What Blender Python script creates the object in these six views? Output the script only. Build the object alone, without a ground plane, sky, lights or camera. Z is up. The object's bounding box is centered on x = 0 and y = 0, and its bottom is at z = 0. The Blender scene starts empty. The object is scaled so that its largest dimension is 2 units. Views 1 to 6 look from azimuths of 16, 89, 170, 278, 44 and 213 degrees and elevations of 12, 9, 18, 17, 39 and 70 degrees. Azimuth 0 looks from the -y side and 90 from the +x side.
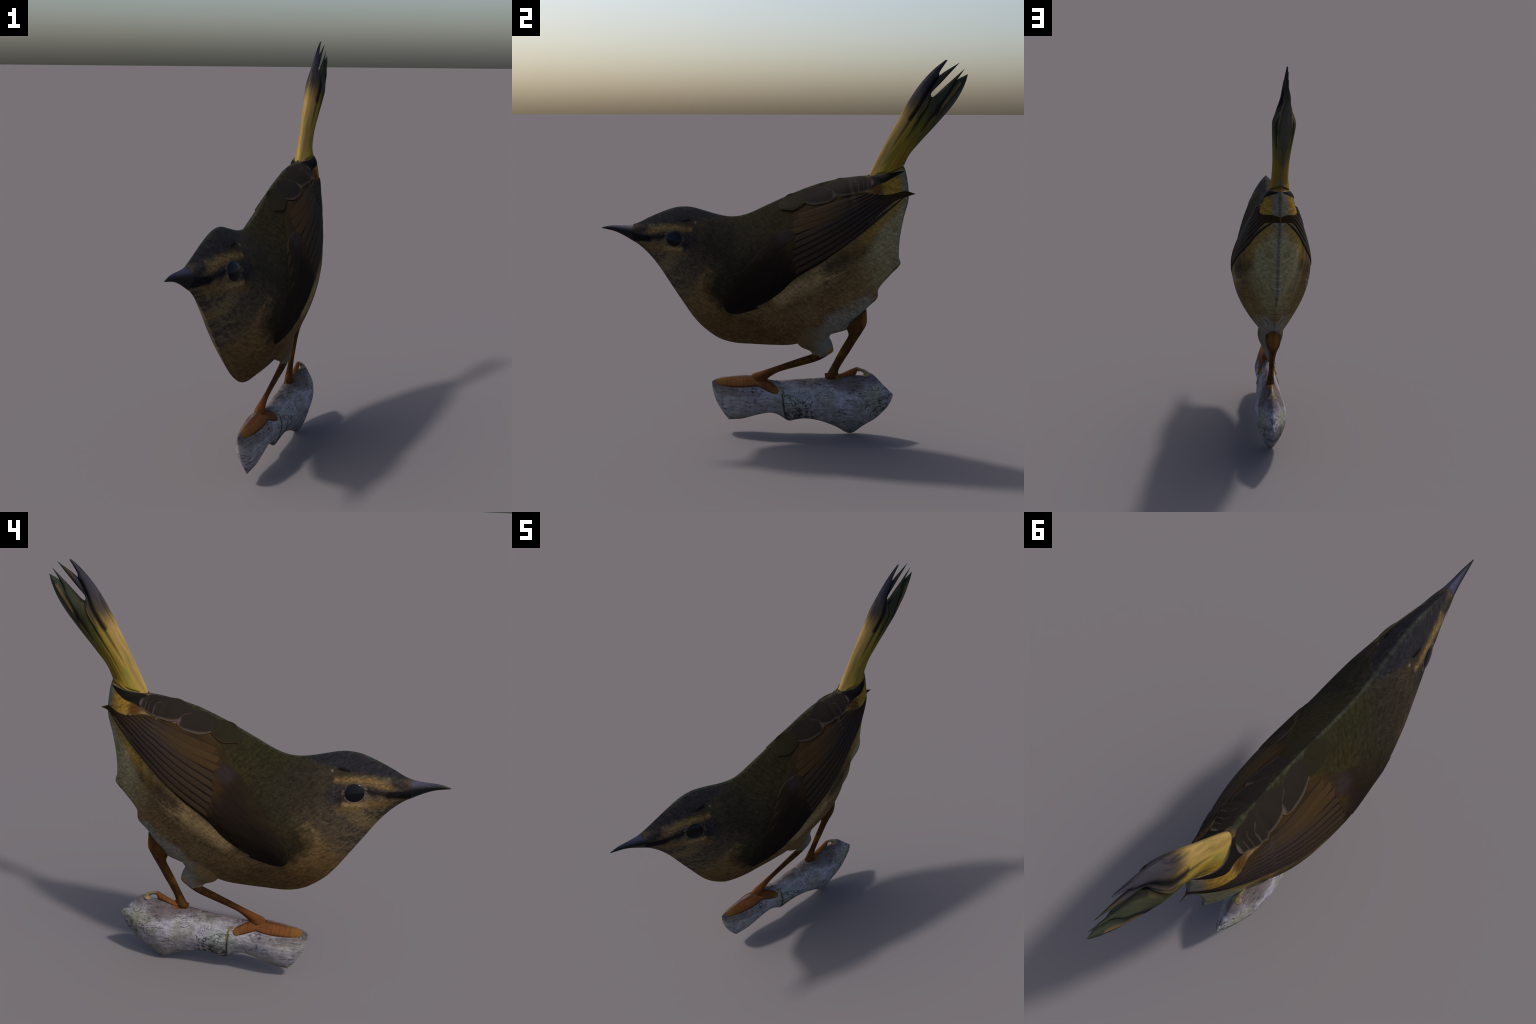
"""A small yellow-tailed warbler perched on a short piece of pale bark-covered branch.

Everything is modelled in the bird's own frame: local X is the bird's left/right
(the body is mirror-symmetric about X = 0), local Y runs beak -> tail and local Z is up.
The finished thing is turned a few degrees by its top-level object.
"""
import bpy, math, random
import numpy as np
from mathutils import Matrix, Vector
from mathutils.bvhtree import BVHTree

random.seed(7)
RNG = np.random.default_rng(7)

# ------------------------------------------------------------------ frame
NORMAL = Vector((1.0, -0.10466, 0.03449)).normalized()
ALONG = Vector((0.10466, 1.0, 0.0)).normalized()
UP = NORMAL.cross(ALONG)
FRAME = Matrix((NORMAL, ALONG, UP)).transposed().to_4x4()
FRAME.translation = Vector((0.0285, 0.0, 0.0))


# ------------------------------------------------------------------ curve helpers
def curve(points, n, power=0.5):
    """Centripetal-like Catmull-Rom through control points, resampled to n points by arc length."""
    P = np.array(points, float)
    if len(P) == 2:
        u = np.linspace(0, 1, n)[:, None]
        return P[0] * (1 - u) + P[1] * u
    k = np.r_[0, np.cumsum(np.linalg.norm(np.diff(P, axis=0), axis=1) ** power + 1e-9)]
    m = np.gradient(P, k, axis=0, edge_order=1)
    fine = []
    for i in range(len(P) - 1):
        h = k[i + 1] - k[i]
        u = np.linspace(0, 1, 24, endpoint=False)[:, None]
        fine.append((2 * u**3 - 3 * u**2 + 1) * P[i] + (u**3 - 2 * u**2 + u) * h * m[i]
                    + (-2 * u**3 + 3 * u**2) * P[i + 1] + (u**3 - u**2) * h * m[i + 1])
    F = np.vstack(fine + [P[-1:]])
    d = np.r_[0, np.cumsum(np.linalg.norm(np.diff(F[:, :2], axis=0), axis=1) + 1e-12)]
    t = np.linspace(0, d[-1], n)
    return np.stack([np.interp(t, d, F[:, j]) for j in range(F.shape[1])], 1)


def cushion(t):
    """Cross-section of a puffed-up body: half ellipse, half soft gable. 1 at t = 0, 0 at |t| = 1."""
    e = 0.22
    gable = 1 - (np.sqrt(t * t + e * e) - e) / (math.sqrt(1 + e * e) - e)
    return 0.5 * np.sqrt(np.clip(1 - t * t, 0, None)) + 0.5 * gable


def breast(t):
    """Cross-section of the body: a gabled back above the widest line, a rounder flank below it."""
    e = 0.22
    gable = 1 - (np.sqrt(t * t + e * e) - e) / (math.sqrt(1 + e * e) - e)
    return np.where(t > 0, 0.55 * (1 - t * t) + 0.45 * gable, 1 - t * t)


def smoothstep(x, a, b):
    u = np.clip((x - a) / (b - a), 0, 1)
    return u * u * (3 - 2 * u)


def polyline_distance(P, line):
    best = np.full(len(P), 9.0)
    for a, b in zip(line[:-1], line[1:]):
        d = b - a
        u = np.clip(((P - a) @ d) / max(d @ d, 1e-12), 0, 1)
        best = np.minimum(best, np.linalg.norm(P - a - u[:, None] * d, axis=1))
    return best


# ------------------------------------------------------------------ mesh helpers
def new_mesh(name, verts, faces, material, attributes=None, smooth=True):
    me = bpy.data.meshes.new(name)
    me.from_pydata([tuple(map(float, v)) for v in verts], [], faces)
    me.materials.append(material)
    for key, values in (attributes or {}).items():
        a = me.attributes.new(key, "FLOAT", "POINT")
        a.data.foreach_set("value", np.asarray(values, np.float32))
    me.polygons.foreach_set("use_smooth", [smooth] * len(me.polygons))
    me.update()
    return me


def new_object(name, mesh, parent):
    ob = bpy.data.objects.new(name, mesh)
    bpy.context.collection.objects.link(ob)
    ob.parent = parent
    return ob


def thing(name, label, category):
    ob = bpy.data.objects.new(name, None)
    bpy.context.collection.objects.link(ob)
    ob.matrix_world = FRAME
    ob["label"], ob["category"] = label, category
    ob.empty_display_size = 0.1
    return ob


def loft(stations, rows, half, section=cushion):
    """Closed loft through stations (edge point A, edge point B, half thickness, peak place, bow).

    Each cross-section is a cushion between A and B.  Returns verts (rows, ring, 3) and faces.
    """
    S = np.array([[*a, *b, w, u0, bow] for a, b, w, u0, bow in stations], float)
    mid = (S[:, :2] + S[:, 2:4]) / 2
    C = curve(np.c_[mid, S], rows)[:, 2:]
    th = np.linspace(0, math.pi, half + 1)
    u = (1 - np.cos(th)) / 2
    u = 0.6 * u + 0.4 * np.linspace(0, 1, half + 1)
    V = []
    for a0, a1, b0, b1, w, u0, bow in C:
        g = math.log(0.5) / math.log(min(max(u0, 0.2), 0.8))
        t = 1 - 2 * u**g
        x = max(w, 0.0) * section(t)
        y = a0 + (b0 - a0) * u + bow * 4 * u * (1 - u)
        z = a1 + (b1 - a1) * u
        right = np.stack([x, y, z], 1)
        left = np.stack([-x, y, z], 1)[1:-1][::-1]
        V.append(np.vstack([right, left]))
    V = np.array(V)
    n = V.shape[1]
    F = [(r * n + i, r * n + (i + 1) % n, (r + 1) * n + (i + 1) % n, (r + 1) * n + i)
         for r in range(rows - 1) for i in range(n)]
    for r, flip in ((0, True), (rows - 1, False)):
        for i in range(half):                       # close the two ends across the symmetry plane
            q = [r * n + i, r * n + i + 1, r * n + (n - i - 1) % n, r * n + (n - i) % n]
            q = list(dict.fromkeys(q))
            if len(q) > 2:
                F.append(tuple(q if flip else q[::-1]))
    return V.reshape(-1, 3), F


def fix_normals(me):
    import bmesh
    bm = bmesh.new()
    bm.from_mesh(me)
    bmesh.ops.remove_doubles(bm, verts=bm.verts, dist=2e-5)
    bmesh.ops.dissolve_degenerate(bm, edges=bm.edges, dist=1e-5)
    bmesh.ops.recalc_face_normals(bm, faces=bm.faces)
    bm.to_mesh(me)
    bm.free()
    me.polygons.foreach_set("use_smooth", [True] * len(me.polygons))
    me.update()
    return me


def lofted_part(name, stations, rows, half, material, parent):
    v, f = loft(stations, rows, half)
    return new_object(name, fix_normals(new_mesh(name, v, f, material)), parent)


# ------------------------------------------------------------------ colour helpers
def lin(r, g, b, gain=1.0):
    out = []
    for c in (r, g, b):
        c /= 255.0
        c = c / 12.92 if c <= 0.04045 else ((c + 0.055) / 1.055) ** 2.4
        out.append(min(c * gain, 0.9))
    return (*out, 1.0)


GAIN = 1.0      # no correction: light and shade baked into the seen colours stay in


def see(r, g, b):
    return lin(r, g, b, GAIN)


class Paint:
    """Small expression builder over shader nodes; everything lives in the bird's side plane (Y, Z)."""

    def __init__(self, name, roughness=0.8, specular=0.2):
        self.mat = bpy.data.materials.new(name)
        self.mat.use_nodes = True
        self.t = self.mat.node_tree
        self.bsdf = self.t.nodes["Principled BSDF"]
        self.bsdf.inputs["Roughness"].default_value = roughness
        self.bsdf.inputs["Specular IOR Level"].default_value = specular
        co = self.t.nodes.new("ShaderNodeTexCoord").outputs["Object"]
        sep = self.t.nodes.new("ShaderNodeSeparateXYZ")
        self.t.links.new(co, sep.inputs[0])
        self.y, self.z, self.x = sep.outputs[1], sep.outputs[2], sep.outputs[0]

    def put(self, socket, value):
        if hasattr(value, "is_linked"):
            self.t.links.new(value, socket)
        else:
            socket.default_value = value

    def m(self, op, a, b=0.0, c=0.0, clamp=False):
        n = self.t.nodes.new("ShaderNodeMath")
        n.operation, n.use_clamp = op, clamp
        for s, v in zip(n.inputs, (a, b, c)):
            self.put(s, v)
        return n.outputs[0]

    def ramp01(self, v, lo, hi):
        n = self.t.nodes.new("ShaderNodeMapRange")
        n.interpolation_type = "SMOOTHSTEP"
        n.clamp = True
        self.put(n.inputs[0], v)
        n.inputs[1].default_value, n.inputs[2].default_value = lo, hi
        if lo > hi:
            n.inputs[1].default_value, n.inputs[2].default_value = hi, lo
            n.inputs[3].default_value, n.inputs[4].default_value = 1.0, 0.0
        return n.outputs[0]

    def turned(self, angle, along, across, warp=0.0, third=0.0):
        """Side-plane coordinates turned by angle (degrees from +Y towards +Z) and scaled: for streaks."""
        c, s = math.cos(math.radians(angle)), math.sin(math.radians(angle))
        a = self.m("ADD", self.m("MULTIPLY", self.y, c * along), self.m("MULTIPLY", self.z, s * along))
        b = self.m("ADD", self.m("MULTIPLY", self.y, -s * across), self.m("MULTIPLY", self.z, c * across))
        if warp:
            w = self.noise(7.0, detail=2.0)
            b = self.m("ADD", b, self.m("MULTIPLY", self.m("SUBTRACT", w, 0.5), warp))
        n = self.t.nodes.new("ShaderNodeCombineXYZ")
        self.put(n.inputs[0], a)
        self.put(n.inputs[1], b)
        n.inputs[2].default_value = third
        return n.outputs[0]

    def plane(self):
        if not hasattr(self, "_plane"):
            self._plane = self.turned(0, 1, 1)
        return self._plane

    def noise(self, scale, vec=None, detail=4.0, rough=0.6):
        n = self.t.nodes.new("ShaderNodeTexNoise")
        n.inputs["Scale"].default_value = scale
        n.inputs["Detail"].default_value = detail
        n.inputs["Roughness"].default_value = rough
        self.t.links.new(vec if vec is not None else self.plane(), n.inputs["Vector"])
        return n.outputs[0]

    def voronoi(self, scale, vec=None, feature="F1"):
        n = self.t.nodes.new("ShaderNodeTexVoronoi")
        n.feature = feature
        n.inputs["Scale"].default_value = scale
        self.t.links.new(vec if vec is not None else self.plane(), n.inputs["Vector"])
        return n.outputs["Distance"]

    def ragged(self, d, amount, scale=25.0):
        if not amount:
            return d
        key = ("ragged", scale)
        cache = self.__dict__.setdefault("_noise", {})
        if key not in cache:
            cache[key] = self.m("SUBTRACT", self.noise(scale), 0.5)
        return self.m("ADD", d, self.m("MULTIPLY", cache[key], amount))

    def blob(self, cy, cz, ry, rz, angle=0.0, soft=0.4, rag=0.5, scale=25.0):
        c, s = math.cos(math.radians(angle)), math.sin(math.radians(angle))
        dy, dz = self.m("SUBTRACT", self.y, cy), self.m("SUBTRACT", self.z, cz)
        a = self.m("ADD", self.m("MULTIPLY", dy, c / ry), self.m("MULTIPLY", dz, s / ry))
        b = self.m("ADD", self.m("MULTIPLY", dy, -s / rz), self.m("MULTIPLY", dz, c / rz))
        d = self.m("SQRT", self.m("ADD", self.m("MULTIPLY", a, a), self.m("MULTIPLY", b, b)))
        return self.ramp01(self.ragged(d, rag, scale), 1 + soft, 1 - soft)

    def stroke(self, p, q, r, soft=0.5, rag=0.5, scale=25.0):
        """A brush stroke of radius r from p to q."""
        dy, dz = q[0] - p[0], q[1] - p[1]
        L2 = dy * dy + dz * dz
        ay, az = self.m("SUBTRACT", self.y, p[0]), self.m("SUBTRACT", self.z, p[1])
        h = self.m("ADD", self.m("MULTIPLY", ay, dy / L2), self.m("MULTIPLY", az, dz / L2), clamp=True)
        ey = self.m("SUBTRACT", ay, self.m("MULTIPLY", h, dy))
        ez = self.m("SUBTRACT", az, self.m("MULTIPLY", h, dz))
        d = self.m("DIVIDE", self.m("SQRT", self.m("ADD", self.m("MULTIPLY", ey, ey), self.m("MULTIPLY", ez, ez))), r)
        return self.ramp01(self.ragged(d, rag, scale), 1 + soft, 1 - soft)

    def side(self, p, angle, width, rag=0.0, scale=25.0):
        """1 on the side of the line through p that faces along angle, 0 behind it, over a soft width."""
        c, s = math.cos(math.radians(angle)), math.sin(math.radians(angle))
        d = self.m("ADD", self.m("MULTIPLY", self.m("SUBTRACT", self.y, p[0]), c),
                   self.m("MULTIPLY", self.m("SUBTRACT", self.z, p[1]), s))
        return self.ramp01(self.ragged(d, rag, scale), -width, width)

    def both(self, a, b):
        return self.m("MULTIPLY", a, b)

    def mix(self, a, b, f, amount=1.0, mode="MIX"):
        n = self.t.nodes.new("ShaderNodeMix")
        n.data_type, n.blend_type = "RGBA", mode
        self.put(n.inputs[0], self.m("MULTIPLY", f, amount) if amount != 1.0 else f)
        self.put(n.inputs[6], a)
        self.put(n.inputs[7], b)
        return n.outputs[2]

    def grain(self, colour, n, low, high, lo=0.3, hi=0.7):
        """Multiply colour by a brightness that runs low..high with noise n."""
        r = self.t.nodes.new("ShaderNodeMapRange")
        r.clamp = True
        self.put(r.inputs[0], n)
        for i, v in enumerate((lo, hi, low, high), 1):
            r.inputs[i].default_value = v
        k = self.t.nodes.new("ShaderNodeCombineColor")
        for s in k.inputs:
            self.put(s, r.outputs[0])
        return self.mix(colour, k.outputs[0], 1.0, mode="MULTIPLY")

    def attribute(self, name):
        n = self.t.nodes.new("ShaderNodeAttribute")
        n.attribute_name = name
        return n.outputs["Fac"]

    def chance(self):
        return self.t.nodes.new("ShaderNodeObjectInfo").outputs["Random"]

    def finish(self, colour, bump=None, strength=0.2, distance=0.004):
        self.put(self.bsdf.inputs["Base Color"], colour)
        if bump is not None:
            n = self.t.nodes.new("ShaderNodeBump")
            n.inputs["Strength"].default_value = strength
            n.inputs["Distance"].default_value = distance
            self.put(n.inputs["Height"], bump)
            self.t.links.new(n.outputs[0], self.bsdf.inputs["Normal"])
        return self.mat


# ------------------------------------------------------------------ materials
def plumage_material():
    """Body feathers: slate crown, buff brow, olive mantle, buff breast and belly, yellow flank, pale vent."""
    p = Paint("plumage", 0.9, 0.05)
    streak = p.noise(1.0, p.turned(28, 9, 70, warp=3.0), 5.0)
    hair = p.noise(1.0, p.turned(-33, 22, 90, warp=4.0), 4.0)
    fine = p.noise(1.0, p.turned(20, 60, 170, warp=6.0), 3.0)
    mottle = p.noise(38.0, detail=5.0)
    spots = p.noise(70.0, detail=3.0)
    broad = p.noise(9.0, detail=3.0)

    c = p.mix(see(102, 85, 58), see(90, 72, 45), p.ramp01(broad, 0.35, 0.65))
    c = p.mix(c, see(94, 73, 44), p.blob(-0.46, 0.74, 0.15, 0.14, 30, 0.6), 0.8)          # breast wash
    c = p.mix(c, see(74, 56, 32), p.blob(-0.22, 0.58, 0.30, 0.10, -8, 0.6), 0.8)
    c = p.mix(c, see(126, 118, 88), p.stroke((0.62, 1.28), (0.53, 0.90), 0.080, 0.6), 0.9)   # pale under-tail
    c = p.mix(c, see(118, 116, 108), p.stroke((0.46, 0.73), (0.30, 0.63), 0.045, 0.7), 0.85)  # greyish white vent
    c = p.mix(c, see(112, 108, 98), p.stroke((0.36, 0.62), (0.19, 0.53), 0.05, 0.7), 0.8)
    c = p.mix(c, see(120, 118, 104), p.stroke((0.655, 1.20), (0.64, 0.94), 0.018, 0.8), 0.7)
    c = p.mix(c, see(128, 98, 36), p.blob(0.590, 1.350, 0.065, 0.06, -30, 0.5), 0.95)     # yellow rump patch
    c = p.mix(c, see(104, 102, 90), p.side((0.640, 1.36), 8, 0.018), 0.9)
    c = p.mix(c, see(58, 36, 12), p.blob(0.510, 1.345, 0.035, 0.045, 0, 0.6), 0.9)  # feather shadow painted brown over the yellow patch
    c = p.mix(c, see(124, 98, 34), p.both(p.side((0.55, 1.424), 97, 0.006), p.side((0.465, 1.4), 0, 0.006)), 0.9)

    # throat and cheek
    head_side = p.side((-0.43, 0.86), 150, 0.10, 0.12, 12)
    cheek = p.mix(see(88, 77, 59), see(54, 48, 42), p.ramp01(mottle, 0.40, 0.58))
    c = p.mix(c, cheek, head_side)
    c = p.mix(c, see(104, 90, 62), p.blob(-0.60, 0.925, 0.075, 0.035, 40, 0.7), 0.7)
    c = p.mix(c, see(56, 48, 42), p.both(p.blob(-0.41, 0.95, 0.12, 0.10, 0, 0.7), p.ramp01(mottle, 0.60, 0.40)), 0.9)
    c = p.mix(c, see(98, 76, 46), p.stroke((-0.50, 1.00), (-0.70, 1.02), 0.024, 0.8), 0.7)
    c = p.mix(c, see(92, 76, 54), p.both(head_side, p.ramp01(spots, 0.58, 0.70)), 0.5)

    # back: everything above a line from the forehead over the ear to the wing bend
    back = p.side((-0.30, 0.90), 52, 0.09, 0.10, 14)
    olive = p.mix(see(42, 38, 21), see(32, 29, 15), p.ramp01(broad, 0.4, 0.6))
    c = p.mix(c, see(44, 38, 29), p.both(back, p.side((-0.36, 1.0), 180, 0.12)))
    c = p.mix(c, olive, p.blob(-0.10, 1.06, 0.17, 0.36, 38, 0.35, 0.35))
    c = p.mix(c, see(33, 29, 19), p.stroke((-0.30, 0.80), (-0.12, 1.10), 0.075, 0.6, 0.7), 0.95)
    c = p.mix(c, see(35, 31, 16), p.blob(0.04, 1.19, 0.12, 0.09, 40, 0.5))
    c = p.mix(c, see(36, 32, 25), p.blob(-0.30, 1.08, 0.11, 0.17, 0, 0.6), 0.9)
    c = p.mix(c, see(22, 16, 13), p.stroke((-0.255, 0.73), (-0.06, 0.99), 0.050, 0.8, 0.8), 0.85)   # dusk at the bend of the wing
    c = p.mix(c, see(128, 108, 74), p.stroke((0.02, 0.775), (0.29, 0.925), 0.045, 0.8, 0.7), 0.9)   # pale flank below the wing
    c = p.mix(c, see(46, 37, 27), p.stroke((0.27, 0.935), (0.43, 1.03), 0.032, 0.9, 1.2), 0.85)    # dusky flank streaks
    c = p.mix(c, see(58, 46, 32), p.both(p.blob(0.30, 0.91, 0.14, 0.09, 20, 0.6), p.ramp01(streak, 0.48, 0.60)), 0.8)
    c = p.mix(c, see(118, 92, 34), p.stroke((0.625, 1.275), (0.47, 1.09), 0.027, 0.9), 0.75)  # yellow beside the wing
    c = p.mix(c, see(112, 90, 46), p.stroke((0.45, 1.07), (0.40, 1.01), 0.03, 0.9), 0.4)
    c = p.mix(c, see(106, 88, 56), p.stroke((0.48, 0.90), (0.38, 0.74), 0.06, 0.8), 0.6)
    crown = p.side((-0.58, 1.150), 96, 0.014, 0.04, 40)
    c = p.mix(c, see(31, 30, 33), p.both(crown, p.side((-0.30, 1.2), 180, 0.08, 0.05)))
    c = p.mix(c, see(31, 29, 17), p.both(p.side((0.10, 1.235), 113, 0.03, 0.05), p.side((-0.22, 1.2), 0, 0.08)), 0.95)

    # face marks
    dark = see(20, 18, 20)
    c = p.mix(c, see(34, 30, 31), p.blob(-0.495, 1.055, 0.065, 0.05, 0, 0.6, 0.9), 0.95)
    c = p.mix(c, see(56, 53, 54), p.both(p.stroke((-0.475, 1.085), (-0.468, 1.040), 0.012, 0.9, 1.2, 50), p.ramp01(spots, 0.40, 0.60)), 0.6)
    brow = p.m("MAXIMUM", p.stroke((-0.475, 1.118), (-0.60, 1.124), 0.012, 0.9, 1.5, 40),
               p.stroke((-0.60, 1.122), (-0.715, 1.097), 0.014, 0.9, 1.5, 40))
    c = p.mix(c, p.mix(see(106, 86, 51), see(76, 62, 40), p.ramp01(spots, 0.42, 0.58)), brow)
    c = p.mix(c, see(25, 22, 23), p.stroke((-0.60, 1.080), (-0.74, 1.062), 0.014, 0.9, 1.0, 40), 0.95)
    c = p.mix(c, see(36, 32, 31), p.stroke((-0.735, 1.115), (-0.80, 1.09), 0.024, 0.8, 0.9, 40), 0.9)
    c = p.mix(c, dark, p.m("MAXIMUM", p.stroke((-0.71, 1.060), (-0.82, 1.078), 0.016, 0.4, 0.3, 40), p.stroke((-0.76, 1.058), (-0.82, 1.062), 0.016, 0.4, 0.3, 40)))
    c = p.mix(c, see(122, 100, 66), p.stroke((-0.515, 1.012), (-0.61, 1.014), 0.010, 0.8, 1.6, 60), 0.85)
    c = p.mix(c, see(116, 104, 86), p.both(p.blob(-0.605, 1.000, 0.030, 0.02, 30, 0.5), p.ramp01(p.noise(90.0), 0.52, 0.62)), 0.7)
    ring = p.both(p.blob(-0.560, 1.064, 0.057, 0.054, 0, 0.12, 0.1), p.ramp01(spots, 0.46, 0.60))
    c = p.mix(c, see(84, 74, 62), ring, 0.7)                                               # broken pale eye ring
    c = p.mix(c, see(10, 10, 12), p.stroke((-0.478, 1.163), (-0.520, 1.158), 0.006, 0.6, 0.6, 60), 0.9)
    c = p.mix(c, see(92, 86, 84), p.blob(-0.447, 1.152, 0.005, 0.005, 0, 0.6, 0.6))

    # thin greyish parting along the ridge of the back
    parting = p.both(p.ramp01(p.ragged(p.m("ABSOLUTE", p.x), 0.008, 14), 0.011, 0.003), p.side((-0.60, 1.16), 75, 0.03))
    c = p.mix(c, see(46, 50, 42), parting, 0.5)

    c = p.grain(c, streak, 0.84, 1.18)
    c = p.grain(c, hair, 0.68, 1.32)
    c = p.grain(c, fine, 0.78, 1.24)
    c = p.grain(c, spots, 0.80, 1.22)
    c = p.grain(c, mottle, 0.85, 1.15)
    return p.finish(c, p.m("ADD", p.m("ADD", fine, streak), hair), 0.25, 0.003)


def beak_material():
    p = Paint("beak_horn", 0.55, 0.15)
    upper = p.m("SUBTRACT", p.z, p.m("ADD", p.m("MULTIPLY", p.m("ADD", p.y, 0.975), -0.16), 1.121))
    c = p.mix(see(17, 17, 20), see(50, 49, 66), p.ramp01(p.ragged(upper, 0.010, 30), -0.002, 0.022))
    c = p.mix(c, see(24, 26, 24), p.side((-0.945, 1.11), 180, 0.02))
    c = p.mix(c, see(26, 24, 26), p.side((-0.805, 1.12), 30, 0.012, 0.03, 40), 0.8)
    return p.finish(c, p.noise(60.0), 0.1, 0.002)


def eye_material():
    p = Paint("eye_gloss", 0.12, 0.12)
    return p.finish((0.004, 0.004, 0.006, 1))


def vane_material(name, core, edge, tip=None, rim=0.25, barbs=0.2, lines=0.0, dark_side=0.0):
    """A feather: colour of the vane, a rim along its border, a shaft and fine barbs.

    'across' (-1..1) and 'along' (0..1) are the feather's own parameters.
    """
    p = Paint(name, 0.8, 0.08)
    across, along = p.attribute("across"), p.attribute("along")
    border = p.m("MAXIMUM", p.m("ABSOLUTE", across), p.ramp01(along, 0.70, 1.0))   # rim on the tip and the outer side
    n = p.noise(60.0, detail=3.0)
    border = p.m("MULTIPLY", border, p.ramp01(p.m("ABSOLUTE", p.x), 0.0, 0.045))
    wob = p.m("ADD", border, p.m("MULTIPLY", p.m("SUBTRACT", n, 0.5), 0.15))
    c = p.mix(core, edge, p.ramp01(wob, 1 - 2 * rim, 1 - 0.3 * rim))
    if tip is not None:
        c = p.mix(c, tip, p.ramp01(along, 0.35, 0.95))
    if dark_side:
        c = p.mix(c, see(14, 10, 8), p.ramp01(across, 0.9 - dark_side * 1.6, 0.98))
        c = p.mix(c, see(14, 10, 8), p.ramp01(across, -0.80, -1.0), 0.7)
    barb = p.t.nodes.new("ShaderNodeCombineXYZ")
    p.put(barb.inputs[0], p.m("ADD", p.m("MULTIPLY", along, 30.0), p.m("MULTIPLY", p.m("ABSOLUTE", across), -6.0)))
    p.put(barb.inputs[1], p.m("MULTIPLY", p.chance(), 40.0))
    b = p.noise(1.6, barb.outputs[0], 3.0)
    c = p.grain(c, b, 1 - barbs, 1 + barbs)
    r = p.chance()
    c = p.grain(c, r, 0.9, 1.1, 0.0, 1.0)
    return p.finish(c, b, 0.25, 0.002)


def wing_material():
    """Folded wing: warm brown panel, blackish towards the bend and the lower edge."""
    p = Paint("wing_plumage", 0.85, 0.05)
    streak = p.noise(1.0, p.turned(38, 8, 90, warp=2.0), 4.0)
    c = p.mix(see(50, 36, 18), see(38, 28, 17), p.ramp01(p.noise(12.0), 0.35, 0.65))
    c = p.mix(c, see(27, 20, 15), p.side((0.06, 1.0), 205, 0.05, 0.06))
    c = p.mix(c, see(21, 15, 11), p.stroke((-0.25, 0.70), (0.24, 0.95), 0.035, 0.7), 0.9)
    c = p.mix(c, see(40, 33, 36), p.blob(0.03, 1.10, 0.045, 0.035, 20, 0.7), 0.8)
    c = p.mix(c, see(32, 28, 16), p.side((-0.075, 1.02), 142, 0.085, 0.16), 0.9)
    c = p.mix(c, see(90, 80, 66), p.stroke((-0.055, 0.742), (-0.095, 0.722), 0.006, 0.7, 1.2, 60), 0.8)
    c = p.grain(c, streak, 0.8, 1.2)
    return p.finish(c, streak, 0.25, 0.003)


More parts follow.
